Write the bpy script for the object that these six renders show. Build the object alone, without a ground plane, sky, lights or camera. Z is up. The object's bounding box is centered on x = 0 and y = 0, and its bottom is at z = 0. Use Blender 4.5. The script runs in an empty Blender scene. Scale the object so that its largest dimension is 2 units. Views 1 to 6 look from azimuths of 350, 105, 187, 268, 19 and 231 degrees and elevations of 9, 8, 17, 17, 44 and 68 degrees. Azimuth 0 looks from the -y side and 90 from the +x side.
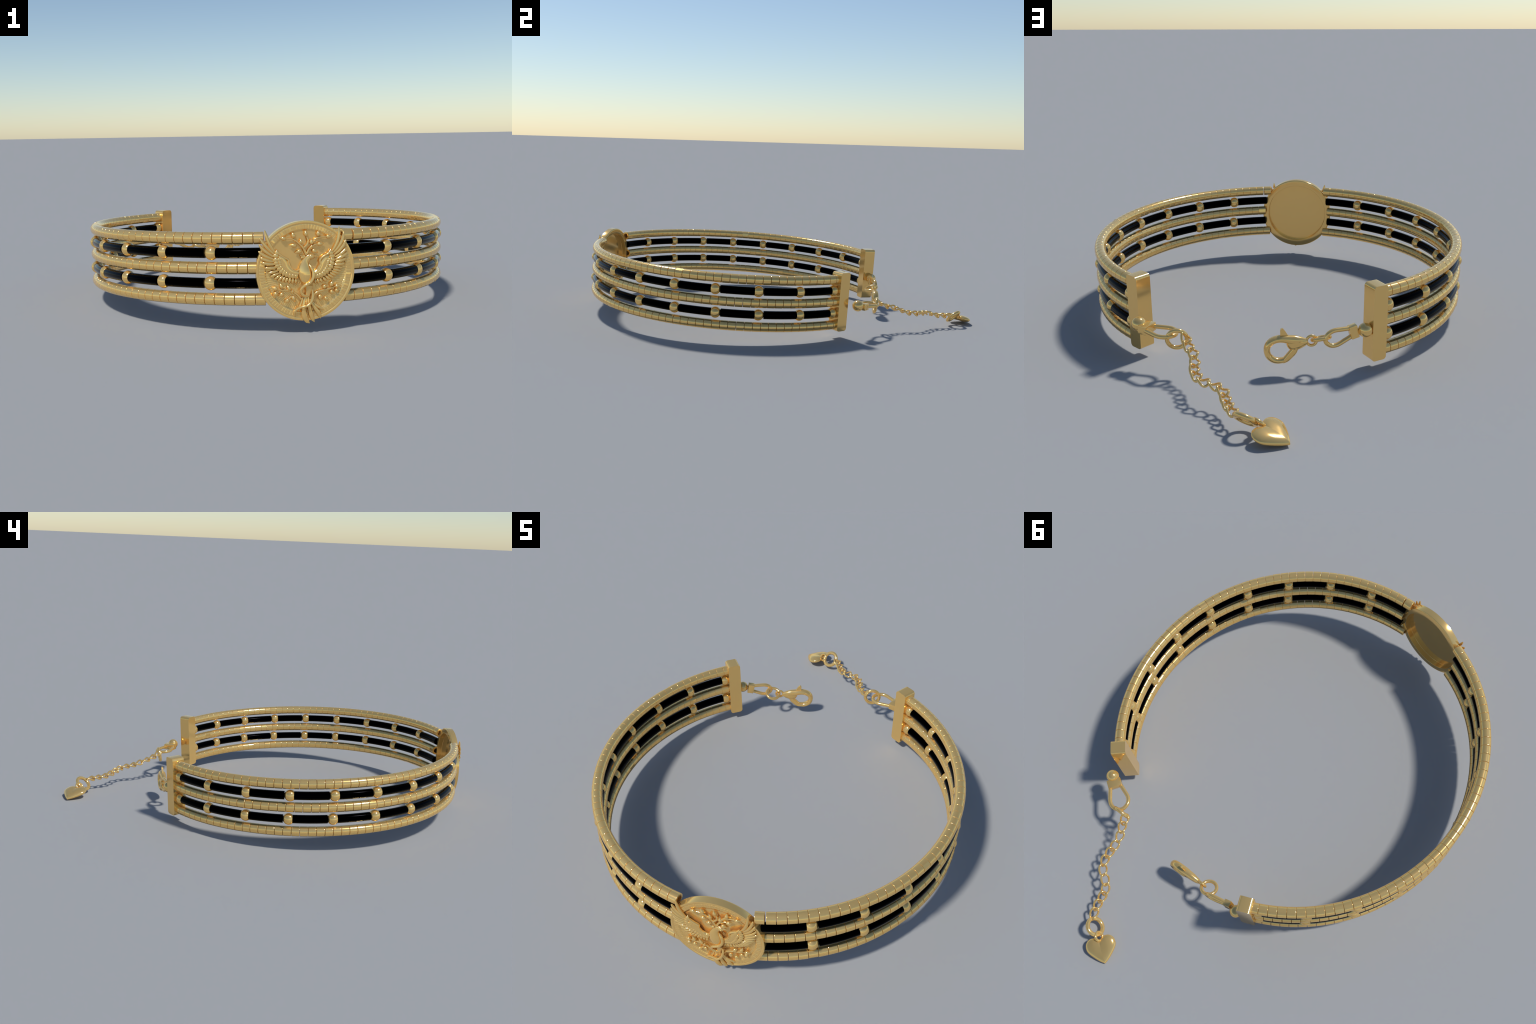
"""Gold and black bead bracelet: three strands of gold tube links, two strands of black
tubes and gold beads, a round medallion with a bird in relief, bar ends, a lobster clasp
and a short extension chain with a heart charm."""
import math
import random
import bpy
import bmesh
import numpy as np
from mathutils import Matrix, Vector

random.seed(7)
RNG = np.random.default_rng(7)

# ------------------------------------------------------------------ overall shape (metres)
TILT = math.atan(0.0423)                 # the whole band leans a little about the x axis
BAND = Matrix.Rotation(-TILT, 4, 'X')    # band frame -> world
RX, RY, CY = 0.7275, 0.7543, -0.2146     # ellipse of the band in its own frame
RY_FRONT = 0.7472                        # the front half is a little flatter
Z_TOP, Z_UP, Z_MID, Z_LOW, Z_BOT = 0.2924, 0.2413, 0.1890, 0.1357, 0.0802
R_LINK, R_HOLE, R_BEAD, R_BLACK = 0.0218, 0.0130, 0.0253, 0.0186
LINK_PITCH = 0.0353
BAR_GAP = {1: 57.3, -1: 58.0}            # ellipse angle of the free face of each end bar
BAR_T, BAR_R, BAR_H = 0.057, 0.059, 0.274
MED_Z, MED_Y = 0.1755, -0.973            # medallion centre height, depth of its field
MED_R = 0.173


# ------------------------------------------------------------------ materials
def gold_material(name, tint=(0.96, 0.625, 0.215), rough=0.115):
    m = bpy.data.materials.new(name)
    m.use_nodes = True
    nt = m.node_tree
    p = nt.nodes['Principled BSDF']
    tc = nt.nodes.new('ShaderNodeTexCoord')
    nz = nt.nodes.new('ShaderNodeTexNoise')
    nz.inputs['Scale'].default_value = 90
    nz.inputs['Detail'].default_value = 3
    nt.links.new(tc.outputs['Object'], nz.inputs['Vector'])
    mr = nt.nodes.new('ShaderNodeMapRange')
    mr.inputs['To Min'].default_value = rough * 0.85
    mr.inputs['To Max'].default_value = rough * 1.15
    nt.links.new(nz.outputs['Fac'], mr.inputs['Value'])
    nt.links.new(mr.outputs['Result'], p.inputs['Roughness'])
    p.inputs['Base Color'].default_value = (*tint, 1)
    p.inputs['Metallic'].default_value = 0.72
    return m


def black_material():
    m = bpy.data.materials.new('polished_black')
    m.use_nodes = True
    nt = m.node_tree
    p = nt.nodes['Principled BSDF']
    tc = nt.nodes.new('ShaderNodeTexCoord')
    nz = nt.nodes.new('ShaderNodeTexNoise')
    nz.inputs['Scale'].default_value = 60
    nt.links.new(tc.outputs['Object'], nz.inputs['Vector'])
    mr = nt.nodes.new('ShaderNodeMapRange')
    mr.inputs['To Min'].default_value = 0.09
    mr.inputs['To Max'].default_value = 0.14
    nt.links.new(nz.outputs['Fac'], mr.inputs['Value'])
    nt.links.new(mr.outputs['Result'], p.inputs['Roughness'])
    p.inputs['Base Color'].default_value = (0.0004, 0.0004, 0.0005, 1)
    p.inputs['Metallic'].default_value = 1.0
    return m


GOLD = gold_material('polished_gold')
BLACK = black_material()

# ------------------------------------------------------------------ object helpers
ROOT = bpy.data.objects.new('bracelet', None)
ROOT['label'] = 'gold and black banded bracelet with bird medallion and heart charm'
ROOT['category'] = 'bracelet'
bpy.context.scene.collection.objects.link(ROOT)


def mesh(name, verts, faces, mat=None, angle=40):
    me = bpy.data.meshes.new(name)
    me.from_pydata([tuple(v) for v in verts], [], [tuple(f) for f in faces])
    me.validate()
    bm = bmesh.new()
    bm.from_mesh(me)
    bmesh.ops.recalc_face_normals(bm, faces=bm.faces)
    bm.to_mesh(me)
    bm.free()
    me.materials.append(mat or GOLD)
    me.shade_smooth()
    me.set_sharp_from_angle(angle=math.radians(angle))
    return me


def add(name, me, matrix=None, parent=None):
    ob = bpy.data.objects.new(name, me)
    bpy.context.scene.collection.objects.link(ob)
    ob.parent = parent or ROOT
    world = matrix if matrix is not None else Matrix()
    ob.matrix_parent_inverse = Matrix()
    if parent is None:
        ob.matrix_local = world
    else:
        ob.matrix_local = parent.matrix_basis.inverted() @ world
    return ob


def frame(origin, xa, ya=None, za=None):
    """matrix with x axis xa and (orthogonalised) y or z axis"""
    x = Vector(xa).normalized()
    if za is not None:
        z = Vector(za)
        z = (z - x * z.dot(x)).normalized()
        y = z.cross(x)
    else:
        y = Vector(ya)
        y = (y - x * y.dot(x)).normalized()
        z = x.cross(y)
    m = Matrix((x, y, z)).transposed().to_4x4()
    m.translation = Vector(origin)
    return m


def lathe(profile, n=32, closed=False):
    """revolve (axial x, radius) points about the x axis"""
    vs, fs = [], []
    k = len(profile)
    for i in range(n):
        a = 2 * math.pi * i / n
        for x, r in profile:
            vs.append((x, r * math.cos(a), r * math.sin(a)))
    for i in range(n):
        j = (i + 1) % n
        for q in range(k if closed else k - 1):
            w = (q + 1) % k
            fs.append((i * k + q, j * k + q, j * k + w, i * k + w))
    if not closed:
        fs.append([i * k for i in range(n)])
        fs.append([i * k + k - 1 for i in range(n)][::-1])
    return vs, fs


def catmull(pts, n, closed=False):
    """smooth curve through control points (rows of any width)"""
    p = np.asarray(pts, float)
    if closed:
        p = np.vstack([p[-1], p, p[0], p[1]])
    else:
        p = np.vstack([2 * p[0] - p[1], p, 2 * p[-1] - p[-2]])
    seg = len(p) - 3
    out = []
    for s in np.linspace(0, seg, n, endpoint=not closed):
        i = min(int(s), seg - 1)
        t = s - i
        a, b, c, d = p[i:i + 4]
        out.append(0.5 * (2 * b + (c - a) * t + (2 * a - 5 * b + 4 * c - d) * t * t
                          + (3 * b - a - 3 * c + d) * t ** 3))
    return np.array(out)


def bezier(p, n):
    p = np.asarray(p, float)
    t = np.linspace(0, 1, n)[:, None]
    if len(p) == 3:
        return (1 - t) ** 2 * p[0] + 2 * t * (1 - t) * p[1] + t * t * p[2]
    return (1 - t) ** 3 * p[0] + 3 * t * (1 - t) ** 2 * p[1] + 3 * t * t * (1 - t) * p[2] + t ** 3 * p[3]


def sweep(path, radii, depth=None, up=(0, 0, 1), n=14, closed=False, power=1.0):
    """tube along a path; radii across the path within the plane of `up`'s normal,
    depth = radius along `up`.  power < 1 squares the section."""
    path = np.asarray(path, float)
    m = len(path)
    radii = np.broadcast_to(np.asarray(radii, float), (m,))
    depth = radii if depth is None else np.broadcast_to(np.asarray(depth, float), (m,))
    if closed:
        tan = np.roll(path, -1, 0) - np.roll(path, 1, 0)
    else:
        tan = np.gradient(path, axis=0)
    tan /= np.linalg.norm(tan, axis=1)[:, None] + 1e-12
    up = np.broadcast_to(np.asarray(up, float), (m, 3))
    side = np.cross(up, tan)
    side /= np.linalg.norm(side, axis=1)[:, None] + 1e-12
    upp = np.cross(tan, side)
    vs, fs = [], []
    for i in range(m):
        for k in range(n):
            a = 2 * math.pi * k / n
            c, s = math.cos(a), math.sin(a)
            c = math.copysign(abs(c) ** power, c)
            s = math.copysign(abs(s) ** power, s)
            vs.append(path[i] + side[i] * radii[i] * c + upp[i] * depth[i] * s)
    for i in range(m if closed else m - 1):
        j = (i + 1) % m
        for k in range(n):
            l = (k + 1) % n
            fs.append((i * n + k, i * n + l, j * n + l, j * n + k))
    if not closed:
        fs.append(list(range(n))[::-1])
        fs.append([(m - 1) * n + k for k in range(n)])
    return vs, fs


def wire(path, r, n=12, closed=False):
    """round wire with rotation-minimising frames"""
    path = np.asarray(path, float)
    m = len(path)
    tan = (np.roll(path, -1, 0) - np.roll(path, 1, 0)) if closed else np.gradient(path, axis=0)
    tan /= np.linalg.norm(tan, axis=1)[:, None]
    ref = np.array((0.0, 0, 1)) if abs(tan[0][2]) < 0.9 else np.array((1.0, 0, 0))
    nrm = np.cross(tan[0], ref)
    nrm /= np.linalg.norm(nrm)
    frames = []
    for i in range(m):
        nrm = nrm - tan[i] * nrm.dot(tan[i])
        nrm /= np.linalg.norm(nrm)
        frames.append((nrm.copy(), np.cross(tan[i], nrm)))
    twist = 0.0
    if closed:                                   # spread the leftover twist over the loop
        last = nrm - tan[0] * nrm.dot(tan[0])
        last /= np.linalg.norm(last)
        twist = math.atan2(last.dot(frames[0][1]), last.dot(frames[0][0]))
    vs, fs = [], []
    for i, (a, b) in enumerate(frames):
        off = -twist * i / m
        for k in range(n):
            t = 2 * math.pi * k / n + off
            vs.append(path[i] + r * (a * math.cos(t) + b * math.sin(t)))
    for i in range(m if closed else m - 1):
        j = (i + 1) % m
        for k in range(n):
            l = (k + 1) % n
            fs.append((i * n + k, i * n + l, j * n + l, j * n + k))
    if not closed:
        fs.append(list(range(n))[::-1])
        fs.append([(m - 1) * n + k for k in range(n)])
    return vs, fs


def ball(r, nu=32, nv=18, squash=(1, 1, 1)):
    vs, fs = [(0, 0, r * squash[2])], []
    for j in range(1, nv):
        t = math.pi * j / nv
        for i in range(nu):
            a = 2 * math.pi * i / nu
            vs.append((r * squash[0] * math.sin(t) * math.cos(a),
                       r * squash[1] * math.sin(t) * math.sin(a), r * squash[2] * math.cos(t)))
    vs.append((0, 0, -r * squash[2]))
    for i in range(nu):
        k = (i + 1) % nu
        fs.append((0, 1 + i, 1 + k))
        for j in range(nv - 2):
            fs.append((1 + j * nu + i, 1 + (j + 1) * nu + i, 1 + (j + 1) * nu + k, 1 + j * nu + k))
        fs.append((len(vs) - 1, 1 + (nv - 2) * nu + k, 1 + (nv - 2) * nu + i))
    return vs, fs


def box(lx, ly, lz, bevel=0.0, segments=4, only=None):
    """box centred on the origin; `only` = axis whose parallel edges are rounded"""
    bm = bmesh.new()
    bmesh.ops.create_cube(bm, size=1.0)
    for v in bm.verts:
        v.co = Vector((v.co.x * lx, v.co.y * ly, v.co.z * lz))
    if bevel:
        edges = bm.edges[:]
        if only is not None:
            edges = [e for e in bm.edges
                     if abs((e.verts[0].co - e.verts[1].co).normalized()[only]) > 0.9]
        bmesh.ops.bevel(bm, geom=edges, offset=bevel, segments=segments, affect='EDGES', profile=0.5)
    vs = [v.co.copy() for v in bm.verts]
    bm.verts.index_update()
    fs = [[v.index for v in f.verts] for f in bm.faces]
    bm.free()
    return vs, fs


def join(*parts):
    vs, fs = [], []
    for v, f in parts:
        o = len(vs)
        vs += [tuple(x) for x in v]
        fs += [[i + o for i in g] for g in f]
    return vs, fs


def moved(part, matrix):
    return [matrix @ Vector(v) for v in part[0]], part[1]


# ------------------------------------------------------------------ the band
PHI = np.radians(np.linspace(-95, 70, 6601))
_pts = np.stack([RX * np.cos(PHI), CY + np.where(PHI > 0, RY, RY_FRONT) * np.sin(PHI)], -1)
ARC = np.concatenate([[0], np.cumsum(np.linalg.norm(np.diff(_pts, axis=0), axis=1))])


def arc_at(phi_deg):
    return float(np.interp(math.radians(phi_deg), PHI, ARC))


def on_band(arc, z, side):
    """position and direction (towards the clasp) at an arc length, band frame"""
    ph = float(np.interp(arc, ARC, PHI))
    ry = RY if ph > 0 else RY_FRONT
    p = Vector((side * RX * math.cos(ph), CY + ry * math.sin(ph), z))
    t = Vector((-side * RX * math.sin(ph), ry * math.cos(ph), 0)).normalized()
    return p, t


bev = 0.0013
half = LINK_PITCH / 2 - 0.0005
edge = [(-half + 1.7 * bev, R_LINK), (-half + bev, R_LINK), (-half + 0.3 * bev, R_LINK - 0.3 * bev), (-half, R_LINK - bev)]
link_profile = (edge + [(-half, R_HOLE), (half, R_HOLE)] + [(-x, y) for x, y in edge[::-1]])[::-1]
link_mesh = mesh('tube_link', *lathe(link_profile, 40, closed=True), angle=47)
# some links get one side flattened, to show as a darker rectangular patch
sv, sf = lathe(link_profile, 40, closed=True)
k = len(link_profile)
flat = R_LINK * math.cos(math.radians(20))
sv = [(x, min(y, flat) if z < 0.012 and math.hypot(y, z) > R_HOLE + 0.002 else y, z) for x, y, z in sv]
facet_mesh = mesh('faceted_link', sv, sf, angle=14)
bead_mesh = mesh('gold_bead', *ball(R_BEAD))

# where each strand leaves the medallion (ellipse angle), for the +x and -x side
START = {Z_TOP: (-79.2, -78.95), Z_MID: (-77.2, -77.35), Z_BOT: (-79.0, -79.2),
         Z_UP: (-77.8, -77.9), Z_LOW: (-77.2, -77.4)}

for side in (1, -1):
    col = 0 if side > 0 else 1
    BAR_BACK = arc_at(BAR_GAP[side]) - BAR_T
    for z in (Z_TOP, Z_MID, Z_BOT):
        s0 = arc_at(START[z][col])
        n = int(math.ceil((BAR_BACK + 0.012 - s0) / LINK_PITCH))
        for i in range(n):
            s = s0 + LINK_PITCH * (i + 0.5)
            if s + half > BAR_BACK + 0.04:
                continue
            if side > 0 and z == Z_TOP and i == 0:
                s -= 0.0035                                # the first link stands a little off
            p, t = on_band(s, z, side)
            roll = Matrix.Rotation(RNG.uniform(0, 6.28), 4, 'X')
            add('tube_link', facet_mesh if RNG.random() < 0.16 else link_mesh, BAND @ frame(p, t, za=(0, 0, 1)) @ roll)
    first = arc_at(-64.4)
    step = (arc_at(37.9) - first) / 7
    for z in (Z_UP, Z_LOW):
        off = -0.001 if z == Z_UP else 0.0045
        at = [first + off + step * k for k in range(8)] + [BAR_BACK - 0.0165]
        for s in at:
            p, t = on_band(s, z, side)
            add('gold_bead', bead_mesh, BAND @ frame(p, t, za=(0, 0, 1)))
        ends = [arc_at(START[z][col]) - 0.0235] + at
        for a, b in zip(ends[:-1], ends[1:]):
            a, b = a + 0.0235, b - 0.0155
            prof = [(a, R_BLACK - 0.0012), (a + 0.0012, R_BLACK), (a + 0.002, R_BLACK)]
            prof += [(a + 0.002 + (b - a - 0.004) * k / 8, R_BLACK) for k in range(1, 8)]
            prof += [(b - 0.002, R_BLACK), (b - 0.0012, R_BLACK), (b, R_BLACK - 0.0012)]
            mid, tm = on_band((a + b) / 2, z, side)
            fr = frame(mid, tm, za=(0, 0, 1))
            inv = fr.inverted()
            vs, fs, n = [], [], 28
            for s, r in prof:
                p, t = on_band(s, z, side)
                out = t.cross(Vector((0, 0, 1)))
                for k in range(n):
                    th = 2 * math.pi * k / n
                    vs.append(inv @ (p + out * r * math.cos(th) + Vector((0, 0, 1)) * r * math.sin(th)))
            for i in range(len(prof) - 1):
                for k in range(n):
                    l = (k + 1) % n
                    fs.append((i * n + k, i * n + l, (i + 1) * n + l, (i + 1) * n + k))
            fs.append(list(range(n))[::-1])
            fs.append([(len(prof) - 1) * n + k for k in range(n)])
            add('black_tube', mesh('black_tube', vs, fs, BLACK, 30), BAND @ fr)

    p, t = on_band(BAR_BACK + BAR_T / 2, 0.1895, side)
    bar = mesh('end_bar', *box(BAR_T, BAR_R, BAR_H, 0.012, 5, only=1), angle=30)
    add('end_bar', bar, BAND @ frame(p, t, za=(0, 0, 1)))

# ------------------------------------------------------------------ medallion
# medallion frame: u = right, v = up, h = outwards (towards the viewer in front)
MED = BAND @ Matrix(((1, 0, 0, 0), (0, 0, -1, MED_Y), (0, 1, 0, MED_Z), (0, 0, 0, 1)))
BRICKS = 96
_tilt = RNG.uniform(-1, 1, BRICKS)


def smooth(a, b, x):
    t = min(max((x - a) / (b - a), 0), 1)
    return t * t * (3 - 2 * t)


def front_height(r, th):
    """relief of the coin's front (mm): rim, band of small bricks, field with sun rays"""
    u, v = r * math.cos(th), r * math.sin(th)
    if r > 162.5:
        return 2.0 * smooth(162.5, 165.5, r) - 0.6 * smooth(170.5, 173, r)
    if r > 143:
        q = (th / (2 * math.pi) * BRICKS) % BRICKS
        k, f = int(q), q - int(q)
        groove = smooth(0.0, 0.1, f) * smooth(1.0, 0.9, f)
        edge = smooth(143, 145, r) * smooth(162.5, 160.5, r)
        return 0.2 + edge * (0.3 + groove * (0.7 + 0.35 * _tilt[k % BRICKS] * (2 * f - 1)))
    low = smooth(8, -12, v - 0.08 * abs(u))
    ray_angle = math.atan2(v + 22, u)
    g = (ray_angle / (2 * math.pi) * 110) % 1.0
    ray = -0.8 * (1 - smooth(0.0, 0.12, min(g, 1 - g)))
    dip = -0.8 * smooth(135, 90, math.hypot(u, v - 25)) * (1 - low)
    return low * ray * smooth(8, 30, math.hypot(u, v + 22)) + dip - 2.5 * smooth(143, 139, r)


def build_disc():
    nth = 768
    radii = list(np.linspace(4, 142, 47)) + [143, 144, 145, 148, 152, 156, 159, 160.5, 161.5, 162.5,
                                             163.5, 164.5, 165.5, 167, 169, 170.5, 171.7, 172.5, 173]
    vs, fs = [(0, 0, -3)], []
    for r in radii:
        for i in range(nth):
            th = 2 * math.pi * i / nth
            vs.append((r * math.cos(th), r * math.sin(th), front_height(r, th)))
    for r, h in ((173, 0), (173, -24), (172.2, -26.6), (170.3, -28.4), (167.5, -29), (145.6, -29), (145, -28.4), (145, -27),
                 (144.7, -6), (144, -5.3), (100, -5.1), (30, -5.1)):
        for i in range(nth):
            th = 2 * math.pi * i / nth
            vs.append((r * math.cos(th), r * math.sin(th), h))
    rows = len(radii) + 11
    for i in range(nth):
        k = (i + 1) % nth
        fs.append((0, 1 + i, 1 + k))
        for j in range(rows - 1):
            fs.append((1 + j * nth + i, 1 + (j + 1) * nth + i, 1 + (j + 1) * nth + k, 1 + j * nth + k))
    fs.append([1 + (rows - 1) * nth + i for i in range(nth)])
    vs = [(x / 1000, y / 1000, z / 1000) for x, y, z in vs]
    return mesh('medallion', vs, fs, angle=35)


medallion = add('medallion', build_disc(), MED)

# Control points of the relief, (u, v) in millimetres from the medallion's centre.
LEFT_FLIGHT = [((-106.4, 67.1), (-131.0, 91.6), (-141.2, 146.6)), ((-108.7, 60.7), (-140.4, 86.8), (-158.6,
    120.0)), ((-110.7, 52.9), (-143.3, 71.3), (-162.5, 98.1)), ((-110.8, 45.0), (-143.7, 54.3), (-164.8,
    75.3)), ((-110.2, 37.2), (-140.0, 41.1), (-159.5, 54.2)), ((-107.2, 28.4), (-133.7, 28.5), (-155.2,
    35.7)), ((-103.4, 17.2), (-126.0, 14.2), (-145.1, 16.4)), ((-99.1, 5.1), (-118.4, 0.8), (-134.4, -2.5)),
    ((-94.5, -3.0), (-113.3, -8.7), (-124.6, -15.5)), ((-88.5, -9.3), (-102.8, -17.1), (-110.4, -25.2)),
    ((-81.9, -14.1), (-92.2, -22.9), (-98.8, -31.0)), ((-74.0, -17.4), (-81.1, -26.0), (-85.0, -35.4)),
    ((-64.9, -20.5), (-70.4, -28.7), (-73.8, -37.5)), ((-55.6, -22.0), (-59.0, -31.1), (-60.5, -40.3)),
    ((-46.2, -23.2), (-48.0, -32.9), (-49.2, -41.9)), ((-36.1, -25.0), (-36.7, -33.5), (-37.2, -41.4))]
RIGHT_FLIGHT = [((92.8, 65.4), (119.9, 94.8), (119.1, 150.8)), ((97.1, 60.0), (129.3, 86.5), (136.6, 131.2)),
    ((100.9, 53.2), (131.9, 73.1), (143.4, 105.8)), ((103.5, 44.6), (130.4, 53.3), (145.9, 77.9)), ((103.9,
    35.8), (128.9, 42.7), (150.1, 59.6)), ((103.3, 26.5), (124.6, 29.6), (144.5, 39.4)), ((101.3, 18.1),
    (121.8, 17.2), (138.3, 22.3)), ((98.5, 10.2), (116.2, 7.3), (130.7, 7.2)), ((94.3, 3.5), (110.6, -1.8),
    (125.7, -5.2)), ((89.6, -2.7), (105.1, -9.6), (117.3, -14.7)), ((84.1, -8.6), (96.8, -15.9), (107.1,
    -21.1)), ((76.4, -14.4), (88.5, -22.1), (97.2, -28.7)), ((68.1, -19.8), (77.6, -27.0), (85.7, -33.5)),
    ((58.6, -24.2), (66.1, -31.8), (72.0, -39.2)), ((48.2, -26.9), (53.0, -35.1), (56.4, -42.2)), ((39.5,
    -28.6), (42.1, -35.9), (43.9, -43.8)), ((31.3, -29.6), (32.0, -36.8), (32.5, -44.8))]
LEFT_COVERT = [((-101.1, 66.9), (-100.4, 77.3)), ((-105.3, 56.6), (-109.3, 56.8)), ((-105.6, 43.5), (-110.1,
    42.4)), ((-103.9, 32.9), (-108.5, 30.5)), ((-99.9, 22.8), (-105.2, 19.9)), ((-94.2, 12.8), (-99.1, 8.5)),
    ((-86.9, 3.8), (-91.3, -1.3)), ((-77.7, -3.5), (-81.3, -9.7)), ((-67.9, -8.7), (-70.7, -15.4)), ((-57.3,
    -12.9), (-59.0, -19.7)), ((-46.6, -15.0), (-47.6, -21.8)), ((-35.9, -16.0), (-36.0, -22.9))]
RIGHT_COVERT = [((89.0, 59.0), (86.9, 69.7)), ((92.6, 48.2), (97.0, 48.6)), ((93.1, 36.2), (97.9, 35.2)),
    ((91.8, 24.3), (96.7, 21.5)), ((87.6, 12.6), (92.2, 8.4)), ((80.7, 3.6), (85.0, -1.4)), ((71.9, -4.0),
    (75.6, -9.5)), ((62.0, -11.0), (65.2, -17.0)), ((51.9, -15.9), (54.2, -22.4)), ((42.3, -18.1), (43.6,
    -25.1)), ((33.1, -18.7), (33.6, -25.7))]
LEFT_ARM = [(-94.6, 58.8), (-81.7, 39.9), (-74.1, 19.8), (-57.0, 1.9), (-27.7, -7.9)]
RIGHT_ARM = [(81.3, 52.7), (67.4, 33.4), (59.1, 13.8), (46.6, -2.9), (27.5, -10.5)]
LEFT_EDGE = [(-102.3, 70.9), (-88.0, 58.5), (-74.9, 49.5), (-62.5, 41.6), (-61.4, 27.1), (-50.2, 8.2), (-37.8,
    1.0), (-25.3, 5.7)]
RIGHT_EDGE = [(87.5, 71.0), (78.6, 58.1), (62.2, 49.5), (49.1, 36.8), (50.4, 18.2), (41.3, 1.4), (27.6, -6.0)]
BODY = [(23.0, 49.8), (12.2, 48.5), (-0.7, 34.2), (-6.4, 15.4), (-4.8, -4.5), (-2.4, -21.8), (-3.4, -39.1),
    (-8.2, -50.8)]
BEAK = [(28.4, 49.6), (43.8, 48.4)]
RIBBON = [(10.4, 21.3), (18.4, 11.1), (23.6, -5.0), (21.7, -23.0), (10.9, -38.4), (-4.1, -46.2), (-16.7,
    -56.2), (-20.1, -70.2), (-12.2, -83.1), (4.7, -87.4)]
LOWER = [(20.0, -64.2), (20.8, -84.3), (13.9, -105.3), (0.2, -118.0), (-21.6, -123.7), (-36.8, -132.0),
    (-42.9, -142.4), (-42.1, -154.5)]
TRUNK = [(8.8, -50.3), (6.9, -67.5), (3.9, -87.4)]
TAIL = [((-4.2, -89.6), (-17.7, -135.7), (-10.1, -168.4), (12.0, -183.6)), ((6.6, -90.2), (6.8, -131.7),
    (15.8, -161.8), (28.6, -180.8)), ((12.7, -97.2), (21.8, -127.2), (46.1, -144.6), (50.1, -169.6)), ((18.1,
    -102.8), (30.0, -122.2), (49.0, -128.6), (62.0, -140.6)), ((-11.5, -87.9), (-21.4, -111.4), (-24.4,
    -130.0), (-27.3, -143.2)), ((0.7, -88.6), (-1.0, -107.2), (-1.2, -120.6), (-2.8, -133.9))]
TOPSTEM = [((1.6, 56.0), (-10.1, 81.5), (-25.9, 97.9), (-44.4, 111.2), (-68.3, 113.2)), ((-5.3, 80.8), (6.7,
    94.0), (8.3, 107.1), (3.3, 119.1)), ((4.3, 59.9), (12.6, 76.7), (27.6, 88.4), (43.9, 92.0)), ((25.1,
    98.5), (33.3, 108.7), (48.2, 114.5), (71.2, 115.2)), ((-3.9, 52.3), (-10.6, 51.3), (-20.0, 54.3)), ((-3.9,
    49.7), (-10.7, 46.8), (-17.4, 47.1))]
TOPLEAF = [((-67.8, 112.1), (-90.8, 118.7)), ((-39.0, 115.4), (-47.9, 136.7)), ((-15.8, 93.6), (-17.1,
    114.6)), ((-31.4, 89.0), (-57.6, 91.3)), ((-13.5, 72.5), (-38.6, 63.8)), ((3.3, 119.1), (-1.7, 141.5)),
    ((42.9, 117.6), (46.7, 140.3)), ((20.1, 90.8), (20.4, 111.3)), ((39.0, 90.6), (65.5, 94.3)), ((71.2,
    114.7), (94.3, 118.3)), ((21.5, 72.3), (44.0, 62.2))]
LOWSTEM = [((-19.0, -96.9), (-31.6, -81.6), (-47.6, -70.6), (-69.0, -63.7), (-90.3, -61.6), (-106.2, -56.5)),
    ((-51.9, -84.5), (-58.7, -90.8), (-66.9, -98.4)), ((22.9, -86.5), (38.8, -74.5), (60.7, -68.9), (85.3,
    -63.4), (101.8, -58.9)), ((49.6, -83.1), (48.1, -96.4), (46.6, -101.7))]
LOWLEAF = [((-83.5, -56.4), (-93.1, -37.4)), ((-55.6, -64.4), (-68.6, -46.5)), ((-99.6, -58.2), (-120.8,
    -52.6)), ((-101.7, -70.0), (-117.4, -79.8)), ((-79.8, -72.4), (-98.8, -84.7)), ((-61.5, -94.7), (-77.8,
    -107.1)), ((-49.2, -83.3), (-40.2, -106.4)), ((-54.2, -65.8), (-42.2, -71.7)), ((58.1, -62.1), (73.2,
    -48.1)), ((85.4, -58.1), (95.2, -34.5)), ((100.4, -58.8), (122.4, -53.2)), ((101.7, -66.9), (114.7,
    -78.3)), ((83.9, -71.4), (100.1, -84.3)), ((45.5, -82.8), (50.6, -107.2)), ((63.1, -91.8), (79.3,
    -107.4))]


def uvh(points, h):
    """millimetre (u, v) points with heights -> metres"""
    p = np.asarray(points, float)
    h = np.broadcast_to(np.asarray(h, float), (len(p),))
    return np.column_stack([p, h]) / 1000


def relief(name, part):
    part = ([(v[0], v[1], max(v[2], -0.0040)) for v in part[0]], part[1])   # nothing pokes out of the back
    return add(name, mesh(name, *part), MED, medallion)


def feather(points, width, h0, h1, n=16, lift=1.0):
    path2 = bezier(points, n)
    t = np.linspace(0, 1, n)
    h = h0 + (h1 - h0) * t + lift * np.sin(np.pi * t)
    prof = np.clip(np.interp(t, [0, 0.12, 0.45, 0.8, 0.93, 1], [0.45, 0.7, 1, 0.84, 0.54, 0.05]), 0.04, 1)
    path = uvh(path2, h)
    return sweep(path, prof * width / 1000, prof * width * 0.95 / 1000, n=12)


for flight, count in ((LEFT_FLIGHT, 7), (RIGHT_FLIGHT, 7)):
    for i, f in enumerate(flight):
        long = i < count
        relief('wing_feather', feather(f, 6.9 if long else 5.6, 5.0, 3.0 if long else 2.5, lift=1.5))

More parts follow.
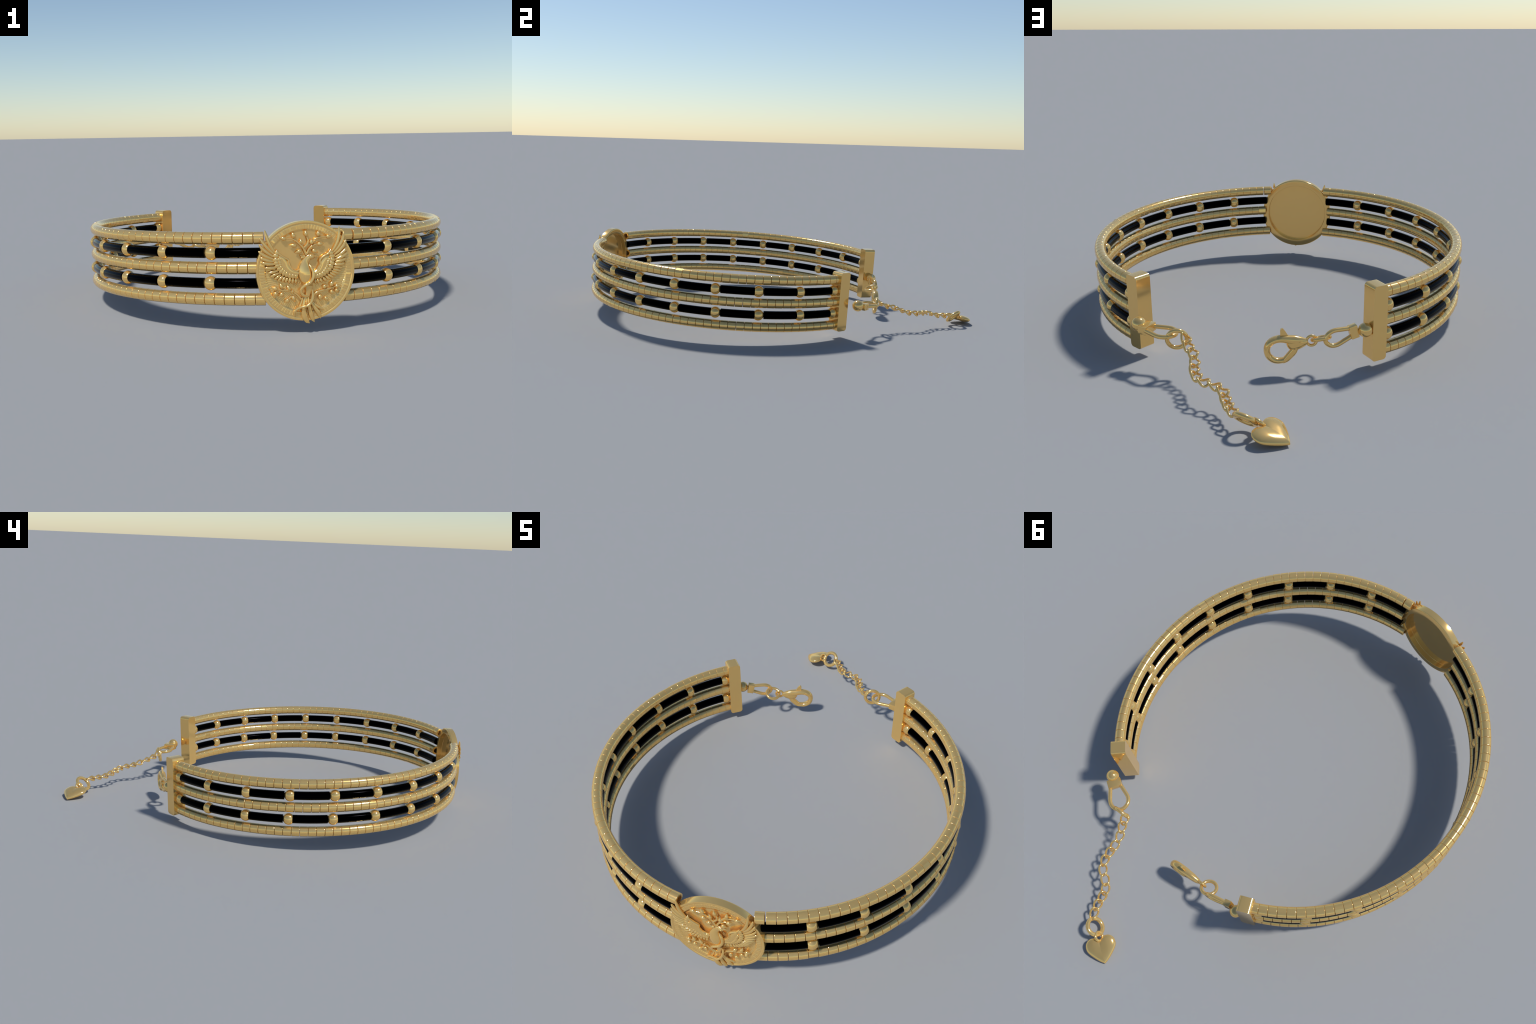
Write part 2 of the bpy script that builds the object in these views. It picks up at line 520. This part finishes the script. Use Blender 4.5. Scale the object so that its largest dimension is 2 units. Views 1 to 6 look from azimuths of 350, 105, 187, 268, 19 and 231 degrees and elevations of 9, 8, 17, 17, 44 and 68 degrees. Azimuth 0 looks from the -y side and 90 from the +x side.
for coverts in (LEFT_COVERT, RIGHT_COVERT):
    for a, b in coverts:
        a, b = np.array(a), np.array(b)
        d = (b - a) / np.linalg.norm(b - a)
        pts = [a - d * 10, a, a + d * 11]
        path = uvh(catmull(pts, 9), [6, 7.5, 8.4, 8.9, 9, 8.7, 8.0, 7, 5.5])
        r = np.array([0.5, 0.8, 0.95, 1, 1, 0.97, 0.85, 0.6, 0.1]) * 7.6 / 1000
        relief('covert_feather', sweep(path, r, r * 0.5, n=12))

for arm, edge in ((LEFT_ARM, LEFT_EDGE), (RIGHT_ARM, RIGHT_EDGE)):
    path = uvh(catmull(arm, 25), 6.0)
    r = np.interp(np.linspace(0, 1, 25), [0, 0.12, 0.4, 0.7, 1], [3, 11, 16, 15, 9]) / 1000
    part = sweep(path, r, np.minimum(r * 0.6, 0.0065), n=20)
    # a scalloped fringe of small feathers along the outer side of the arm
    a2 = catmull(arm, 25)
    tan = np.gradient(a2, axis=0)
    tan /= np.linalg.norm(tan, axis=1)[:, None]
    sgn = -1 if arm is LEFT_ARM else 1
    nrm = np.column_stack([-tan[:, 1], tan[:, 0]]) * sgn
    bits = [part]
    for k in range(3, 25, 2):
        c = a2[k] + nrm[k] * r[k] * 1000 * 0.45
        e = a2[k] + nrm[k] * (r[k] * 1000 * 1.0 + 3.5)
        w = np.array([0.6, 0.9, 1, 1, 0.95, 0.75, 0.1]) * 5.6 / 1000
        bits.append(sweep(uvh(c + (e - c) * np.linspace(0, 1, 7)[:, None], [9, 10, 10.6, 10.8, 10.6, 9.8, 8.2]), w, w * 0.5, n=12))
    wing = relief('wing', join(*bits))
    path = uvh(catmull(edge, 40), 7.5)
    rr = np.interp(np.linspace(0, 1, 40), [0, 0.1, 0.8, 1], [2, 4.2, 4.2, 3]) / 1000
    relief('wing_edge', sweep(path, rr, rr * 1.3, n=12))

# body, beak, eye
body = catmull([p + (r,) for p, r in zip(BODY, (8.5, 11, 13, 19, 23.5, 23, 16.5, 4))], 48)
rb = body[:, 2] / 1000
relief('bird_body', sweep(uvh(body[:, :2], np.interp(np.linspace(0, 1, 48), [0, .25, .6, 1], [4, 3, 3, 6])),
                          rb, np.maximum(rb * 0.72, 0.004), n=28))
head = ball(11, 20, 12, (1.15, 0.95, 1.0))
relief('bird_head', ([((x + 19) / 1000, (y + 49.5) / 1000, (z + 3.5) / 1000) for x, y, z in head[0]], head[1]))
relief('beak', sweep(uvh(catmull([(26, 50.5), (34, 50.2), (40, 49), (44, 47.6)], 10), 4),
                     np.array([6, 5.4, 4.8, 4.2, 3.6, 3.0, 2.4, 1.8, 1.1, 0.3]) / 1000, n=10))
eye = ball(1.8, 10, 8)
relief('eye', ([((x + 23) / 1000, (y + 52) / 1000, (z + 13.5) / 1000) for x, y, z in eye[0]], eye[1]))

rib = catmull(RIBBON, 60)
relief('ribbon', sweep(uvh(rib, np.interp(np.linspace(0, 1, 60), [0, .15, .35, .55, .8, 1], [6, 12, 17, 18, 12, 9])),
                       np.interp(np.linspace(0, 1, 60), [0, .1, .9, 1], [2, 5.6, 5.6, 3]) / 1000, n=12))
low = catmull(LOWER, 50)
relief('ribbon', sweep(uvh(low, np.interp(np.linspace(0, 1, 50), [0, .25, .43, .62, 1], [8, 18, 20.5, 11, 2])),
                       np.interp(np.linspace(0, 1, 50), [0, .1, .8, 1], [2.5, 4.8, 4.8, 2]) / 1000, n=12))
relief('bird_rump', sweep(uvh(catmull(TRUNK, 12), np.linspace(7, 6, 12)),
                          np.linspace(14, 8, 12) / 1000, np.linspace(8, 5, 12) / 1000, n=16, power=0.75))
for f, w in zip(TAIL, (10.5, 8.4, 7.8, 6.0, 4.8, 4.5)):
    path2 = bezier(f, 26)
    t = np.linspace(0, 1, 26)
    prof = np.interp(t, [0, 0.1, 0.6, 0.85, 1], [0.4, 0.55, 1, 0.8, 0.04]) * w / 1000
    relief('tail_feather', sweep(uvh(path2, 6 + 4 * np.sin(np.pi * t) - 6 * t), prof, prof * 0.75, n=12))

# olive twigs: stems and fat pointed leaves
for s in TOPSTEM + LOWSTEM:
    n = 8 * len(s)
    r = np.interp(np.linspace(0, 1, n), [0, 0.7, 1], [4.2, 3.6, 2.4]) / 1000
    relief('twig', sweep(uvh(catmull(s, n), 4.5), r, n=10))


def leaf(a, b, fat):
    a, b = np.array(a), np.array(b)
    t = np.array([0, 0.06, 0.2, 0.38, 0.55, 0.7, 0.82, 0.92, 1.0])
    w = np.array([0.15, 0.5, 0.9, 1.0, 0.88, 0.6, 0.34, 0.16, 0.02]) * fat / 1000
    path = uvh(a + (b - a) * t[:, None], 4.5 + 1.5 * np.sin(np.pi * t))
    return sweep(path, w, w * 0.95, n=14)


for a, b in TOPLEAF + LOWLEAF:
    relief('leaf', leaf(a, b, 7.7 + RNG.uniform(-0.4, 0.5)))

# ------------------------------------------------------------------ clasp side (-x): ball, loop, ring, lobster clasp
def ring_mesh(name, R, r):
    t = np.linspace(0, 2 * np.pi, 56, endpoint=False)
    return mesh(name, *wire(np.column_stack([R * np.cos(t), R * np.sin(t), 0 * t]), r, 14, closed=True))


def loop_mesh(name, length, w0, w1, r):
    """wire loop: two legs leaving the crimp block along +x, spreading, with a round end"""
    d = (w1 - w0) / 2
    half = [(0, w0 / 2), (length * 0.3, w0 / 2 + 0.55 * d), (length * 0.6, w1 / 2), (length * 0.82, w1 * 0.42),
            (length * 0.95, w1 * 0.22)]
    pts = half + [(length, 0)] + [(x, -y) for x, y in half[::-1]]
    p = catmull(pts, 60)
    return mesh(name, *wire(np.column_stack([p, 0 * p[:, 0]]), r, 14))


LOOP_R = 0.0080
# clasp side
ball_c = Vector((-0.3762, 0.4516, 0.1505))
add('connector_ball', mesh('connector_ball', *ball(0.0250)), Matrix.Translation(ball_c))
blk = Vector((-0.3365, 0.4570, 0.1465))
axis = Vector((0.905, 0.395, -0.25))
crimp = add('crimp_block', mesh('crimp_block', *box(0.029, 0.026, 0.046, 0.002, 2), angle=30), frame(blk, axis, za=(0, 0, 1)))
add('neck', mesh('neck', *lathe([(-0.006, 0.008), (0.006, 0.008)], 20)), frame(ball_c.lerp(blk, 0.5), blk - ball_c, za=(0, 0, 1)))
add('wire_loop', loop_mesh('wire_loop', 0.090, 0.031, 0.054, LOOP_R),
    frame(blk + axis.normalized() * 0.012, axis, ya=(0, 0, 1)))
add('jump_ring', ring_mesh('jump_ring', 0.0305, 0.0070),
    frame((-0.2288, 0.4730, 0.1218), (-0.97, -0.10, 0.19), ya=(-0.12, 0.957, 0.29)))

# lobster clasp, drawn in its own plane (x along the clasp, y up, mm)
EYE = (-0.195, 0.4855, 0.117)
LOB = frame(EYE, (0.97, 0.243, 0), ya=(0, 0, 1))
HOOK = [(14, 0, 8), (34, 3, 13), (52, 4, 17), (72, 7.5, 16), (92, 11.5, 13.5), (113, 11.5, 12.4), (132, 4.5, 12),
        (145, -9, 11.5), (149, -27, 11.2), (143.5, -47, 11.2), (129, -61, 11), (112, -66.5, 10.5), (92, -65.5, 10)]
hk = catmull(HOOK, 64) / 1000
deep = np.interp(np.arange(64) / 63, [0, 0.12, 0.3, 0.8, 1], [8, 14, 16, 15, 12.5]) / 1000
hook = sweep(np.column_stack([hk[:, :2], 0 * hk[:, 0]]), hk[:, 2], deep, n=24)
TORSO = [(11, -1, 7), (18, -3, 12.5), (29, -4.5, 18), (41, -6, 22.5), (53, -6.5, 26.5), (62, -4.5, 25.5), (70, -1, 20),
         (76, 3, 11), (78, 5, 3)]
tr = catmull(TORSO, 36) / 1000
lobe = sweep(np.column_stack([tr[:, :2], 0 * tr[:, 0]]), tr[:, 2],
             np.interp(np.arange(36) / 35, [0, 0.2, 0.5, 0.8, 1], [7, 12, 14.5, 13, 2]) / 1000, n=28)
t = np.linspace(0, 2 * np.pi, 40, endpoint=False)
eyelet = wire(np.column_stack([0.0172 * np.cos(t) - 0.003, 0.0172 * np.sin(t), 0 * t]), 0.0050, 12, closed=True)
clasp = add('lobster_clasp', mesh('lobster_clasp', *join(hook, lobe, eyelet)), LOB)
gp = catmull([(97, -68.5, 8.5), (84, -62, 10.5), (72, -50, 11.5), (59, -35, 12), (50, -20, 9)], 22) / 1000
add('clasp_gate', mesh('clasp_gate', *sweep(np.column_stack([gp[:, :2], 0 * gp[:, 0]]), gp[:, 2], 0.0100, n=20, power=0.6)),
    LOB, clasp)
fin2 = [(75, 20), (86, 38), (92, 46), (97, 49.5), (102, 47.5), (104, 42), (104, 24)]
fin = [(x / 1000, y / 1000, z) for z in (-0.004, 0.004) for x, y in fin2]
k = len(fin2)
fin_f = [list(range(k)), list(range(k, 2 * k))[::-1]] + [(i, (i + 1) % k, k + (i + 1) % k, k + i) for i in range(k)]
add('clasp_lever', mesh('clasp_lever', fin, fin_f, angle=30), LOB, clasp)

# ------------------------------------------------------------------ chain side (+x)
ball_c = Vector((0.3968, 0.4953, 0.1526))
add('connector_ball', mesh('connector_ball', *ball(0.0262)), Matrix.Translation(ball_c))
blk = Vector((0.3655, 0.5085, 0.1458))
axis = Vector((-0.93, 0.36, -0.03))
crimp = add('crimp_block', mesh('crimp_block', *box(0.036, 0.057, 0.030, 0.002, 2), angle=30), frame(blk, axis, za=(0.1, 0, 1)))
add('wire_loop', loop_mesh('wire_loop', 0.107, 0.042, 0.075, LOOP_R),
    frame(blk + axis.normalized() * 0.010, axis, za=(0.1, 0, 1)))
add('jump_ring', ring_mesh('jump_ring', 0.0330, 0.0075),
    frame((0.2476, 0.5578, 0.1305), (-0.975, -0.22, 0), ya=(0, 0.17, 0.98)))

CHAIN = [Vector(p) for p in ((0.2142, 0.5681, 0.1400), (0.1993, 0.5948, 0.1233), (0.1760, 0.6260, 0.1140),
                             (0.1623, 0.6640, 0.1011), (0.1558, 0.6975, 0.0902), (0.1420, 0.7312, 0.0850),
                             (0.1154, 0.7584, 0.0809), (0.0774, 0.7750, 0.0772), (0.0464, 0.7974, 0.0714),
                             (0.0320, 0.8271, 0.0620), (0.0180, 0.8596, 0.0590), (-0.0005, 0.8900, 0.0570))]
A, B, C, WR = 0.0233, 0.0152, 0.0078, 0.0041
t = np.linspace(0, 2 * np.pi, 48, endpoint=False)
link = mesh('chain_link', *wire(np.column_stack([A * np.cos(t), B * np.sin(t), C * np.sin(2 * t)]), WR, 10, closed=True))
for i, p in enumerate(CHAIN):
    a = CHAIN[max(i - 1, 0)]
    b = CHAIN[min(i + 1, len(CHAIN) - 1)]
    wob = Matrix.Rotation(RNG.uniform(-0.2, 0.2), 4, 'X')
    add('chain_link', link, frame(p, b - a, za=(0, 0, 1)) @ wob)

add('jump_ring', ring_mesh('jump_ring', 0.0340, 0.0084),
    frame((-0.0441, 0.9164, 0.0460), (-0.10, 0.75, 0.64), za=(-0.30, -0.62, 0.72)))

# heart charm: puffed heart with a soft valley from the notch to the point
notch, tip = Vector((-0.1000, 0.9362, 0.0322)), Vector((-0.1830, 0.9732, 0.0052))
ax = (notch - tip).normalized()
across = Vector((0.60, 0.80, -0.02))
HEART = frame(notch, across - ax * across.dot(ax), ya=ax)
HALF = [(0, 5), (7, 11), (18, 16.8), (33, 18.5), (47, 13), (57.5, 0), (60.5, -17), (57, -32), (46, -48), (30, -66),
        (14, -81), (0, -91)]                      # right half of the outline, mm
n_r, n_t = 18, 96
hp = catmull(HALF, n_t // 2 + 1) / 1000
hp[0, 0] = hp[-1, 0] = 0
outline = [tuple(p) for p in hp] + [(-x, y) for x, y in hp[-2:0:-1]]
vs, fs = [], []
for sgn in (1, -1):
    for j in range(n_r + 1):
        q = math.sin(math.pi / 2 * j / n_r)
        for ox, oy in outline:
            x, y = ox * q, (oy + 0.030) * q - 0.030
            valley = 1 - 0.16 * max(1 - abs(x) / 0.026, 0) * (0.4 + 0.6 * max(min((y + 0.08) / 0.08, 1), 0))
            vs.append((x, y, sgn * 0.0162 * math.sqrt(max(1 - q ** 2.7, 0)) * valley))
    o = 0 if sgn > 0 else (n_r + 1) * n_t
    for j in range(n_r):
        for i in range(n_t):
            k = (i + 1) % n_t
            fs.append((o + j * n_t + i, o + (j + 1) * n_t + i, o + (j + 1) * n_t + k, o + j * n_t + k))
bm = bmesh.new()
me = bpy.data.meshes.new('heart_tmp')
me.from_pydata(vs, [], fs)
bm.from_mesh(me)
bmesh.ops.remove_doubles(bm, verts=bm.verts, dist=0.00002)
bmesh.ops.recalc_face_normals(bm, faces=bm.faces)
bm.to_mesh(me)
bm.free()
me.name = 'heart_charm'
me.materials.append(GOLD)
me.shade_smooth()
me.set_sharp_from_angle(angle=math.radians(40))
heart = add('heart_charm', me, HEART)
add('charm_loop', ring_mesh('charm_loop', 0.0172, 0.0053),
    frame((-0.0850, 0.9270, 0.0440), ax, ya=(0.4, 0.5, 0.8)))
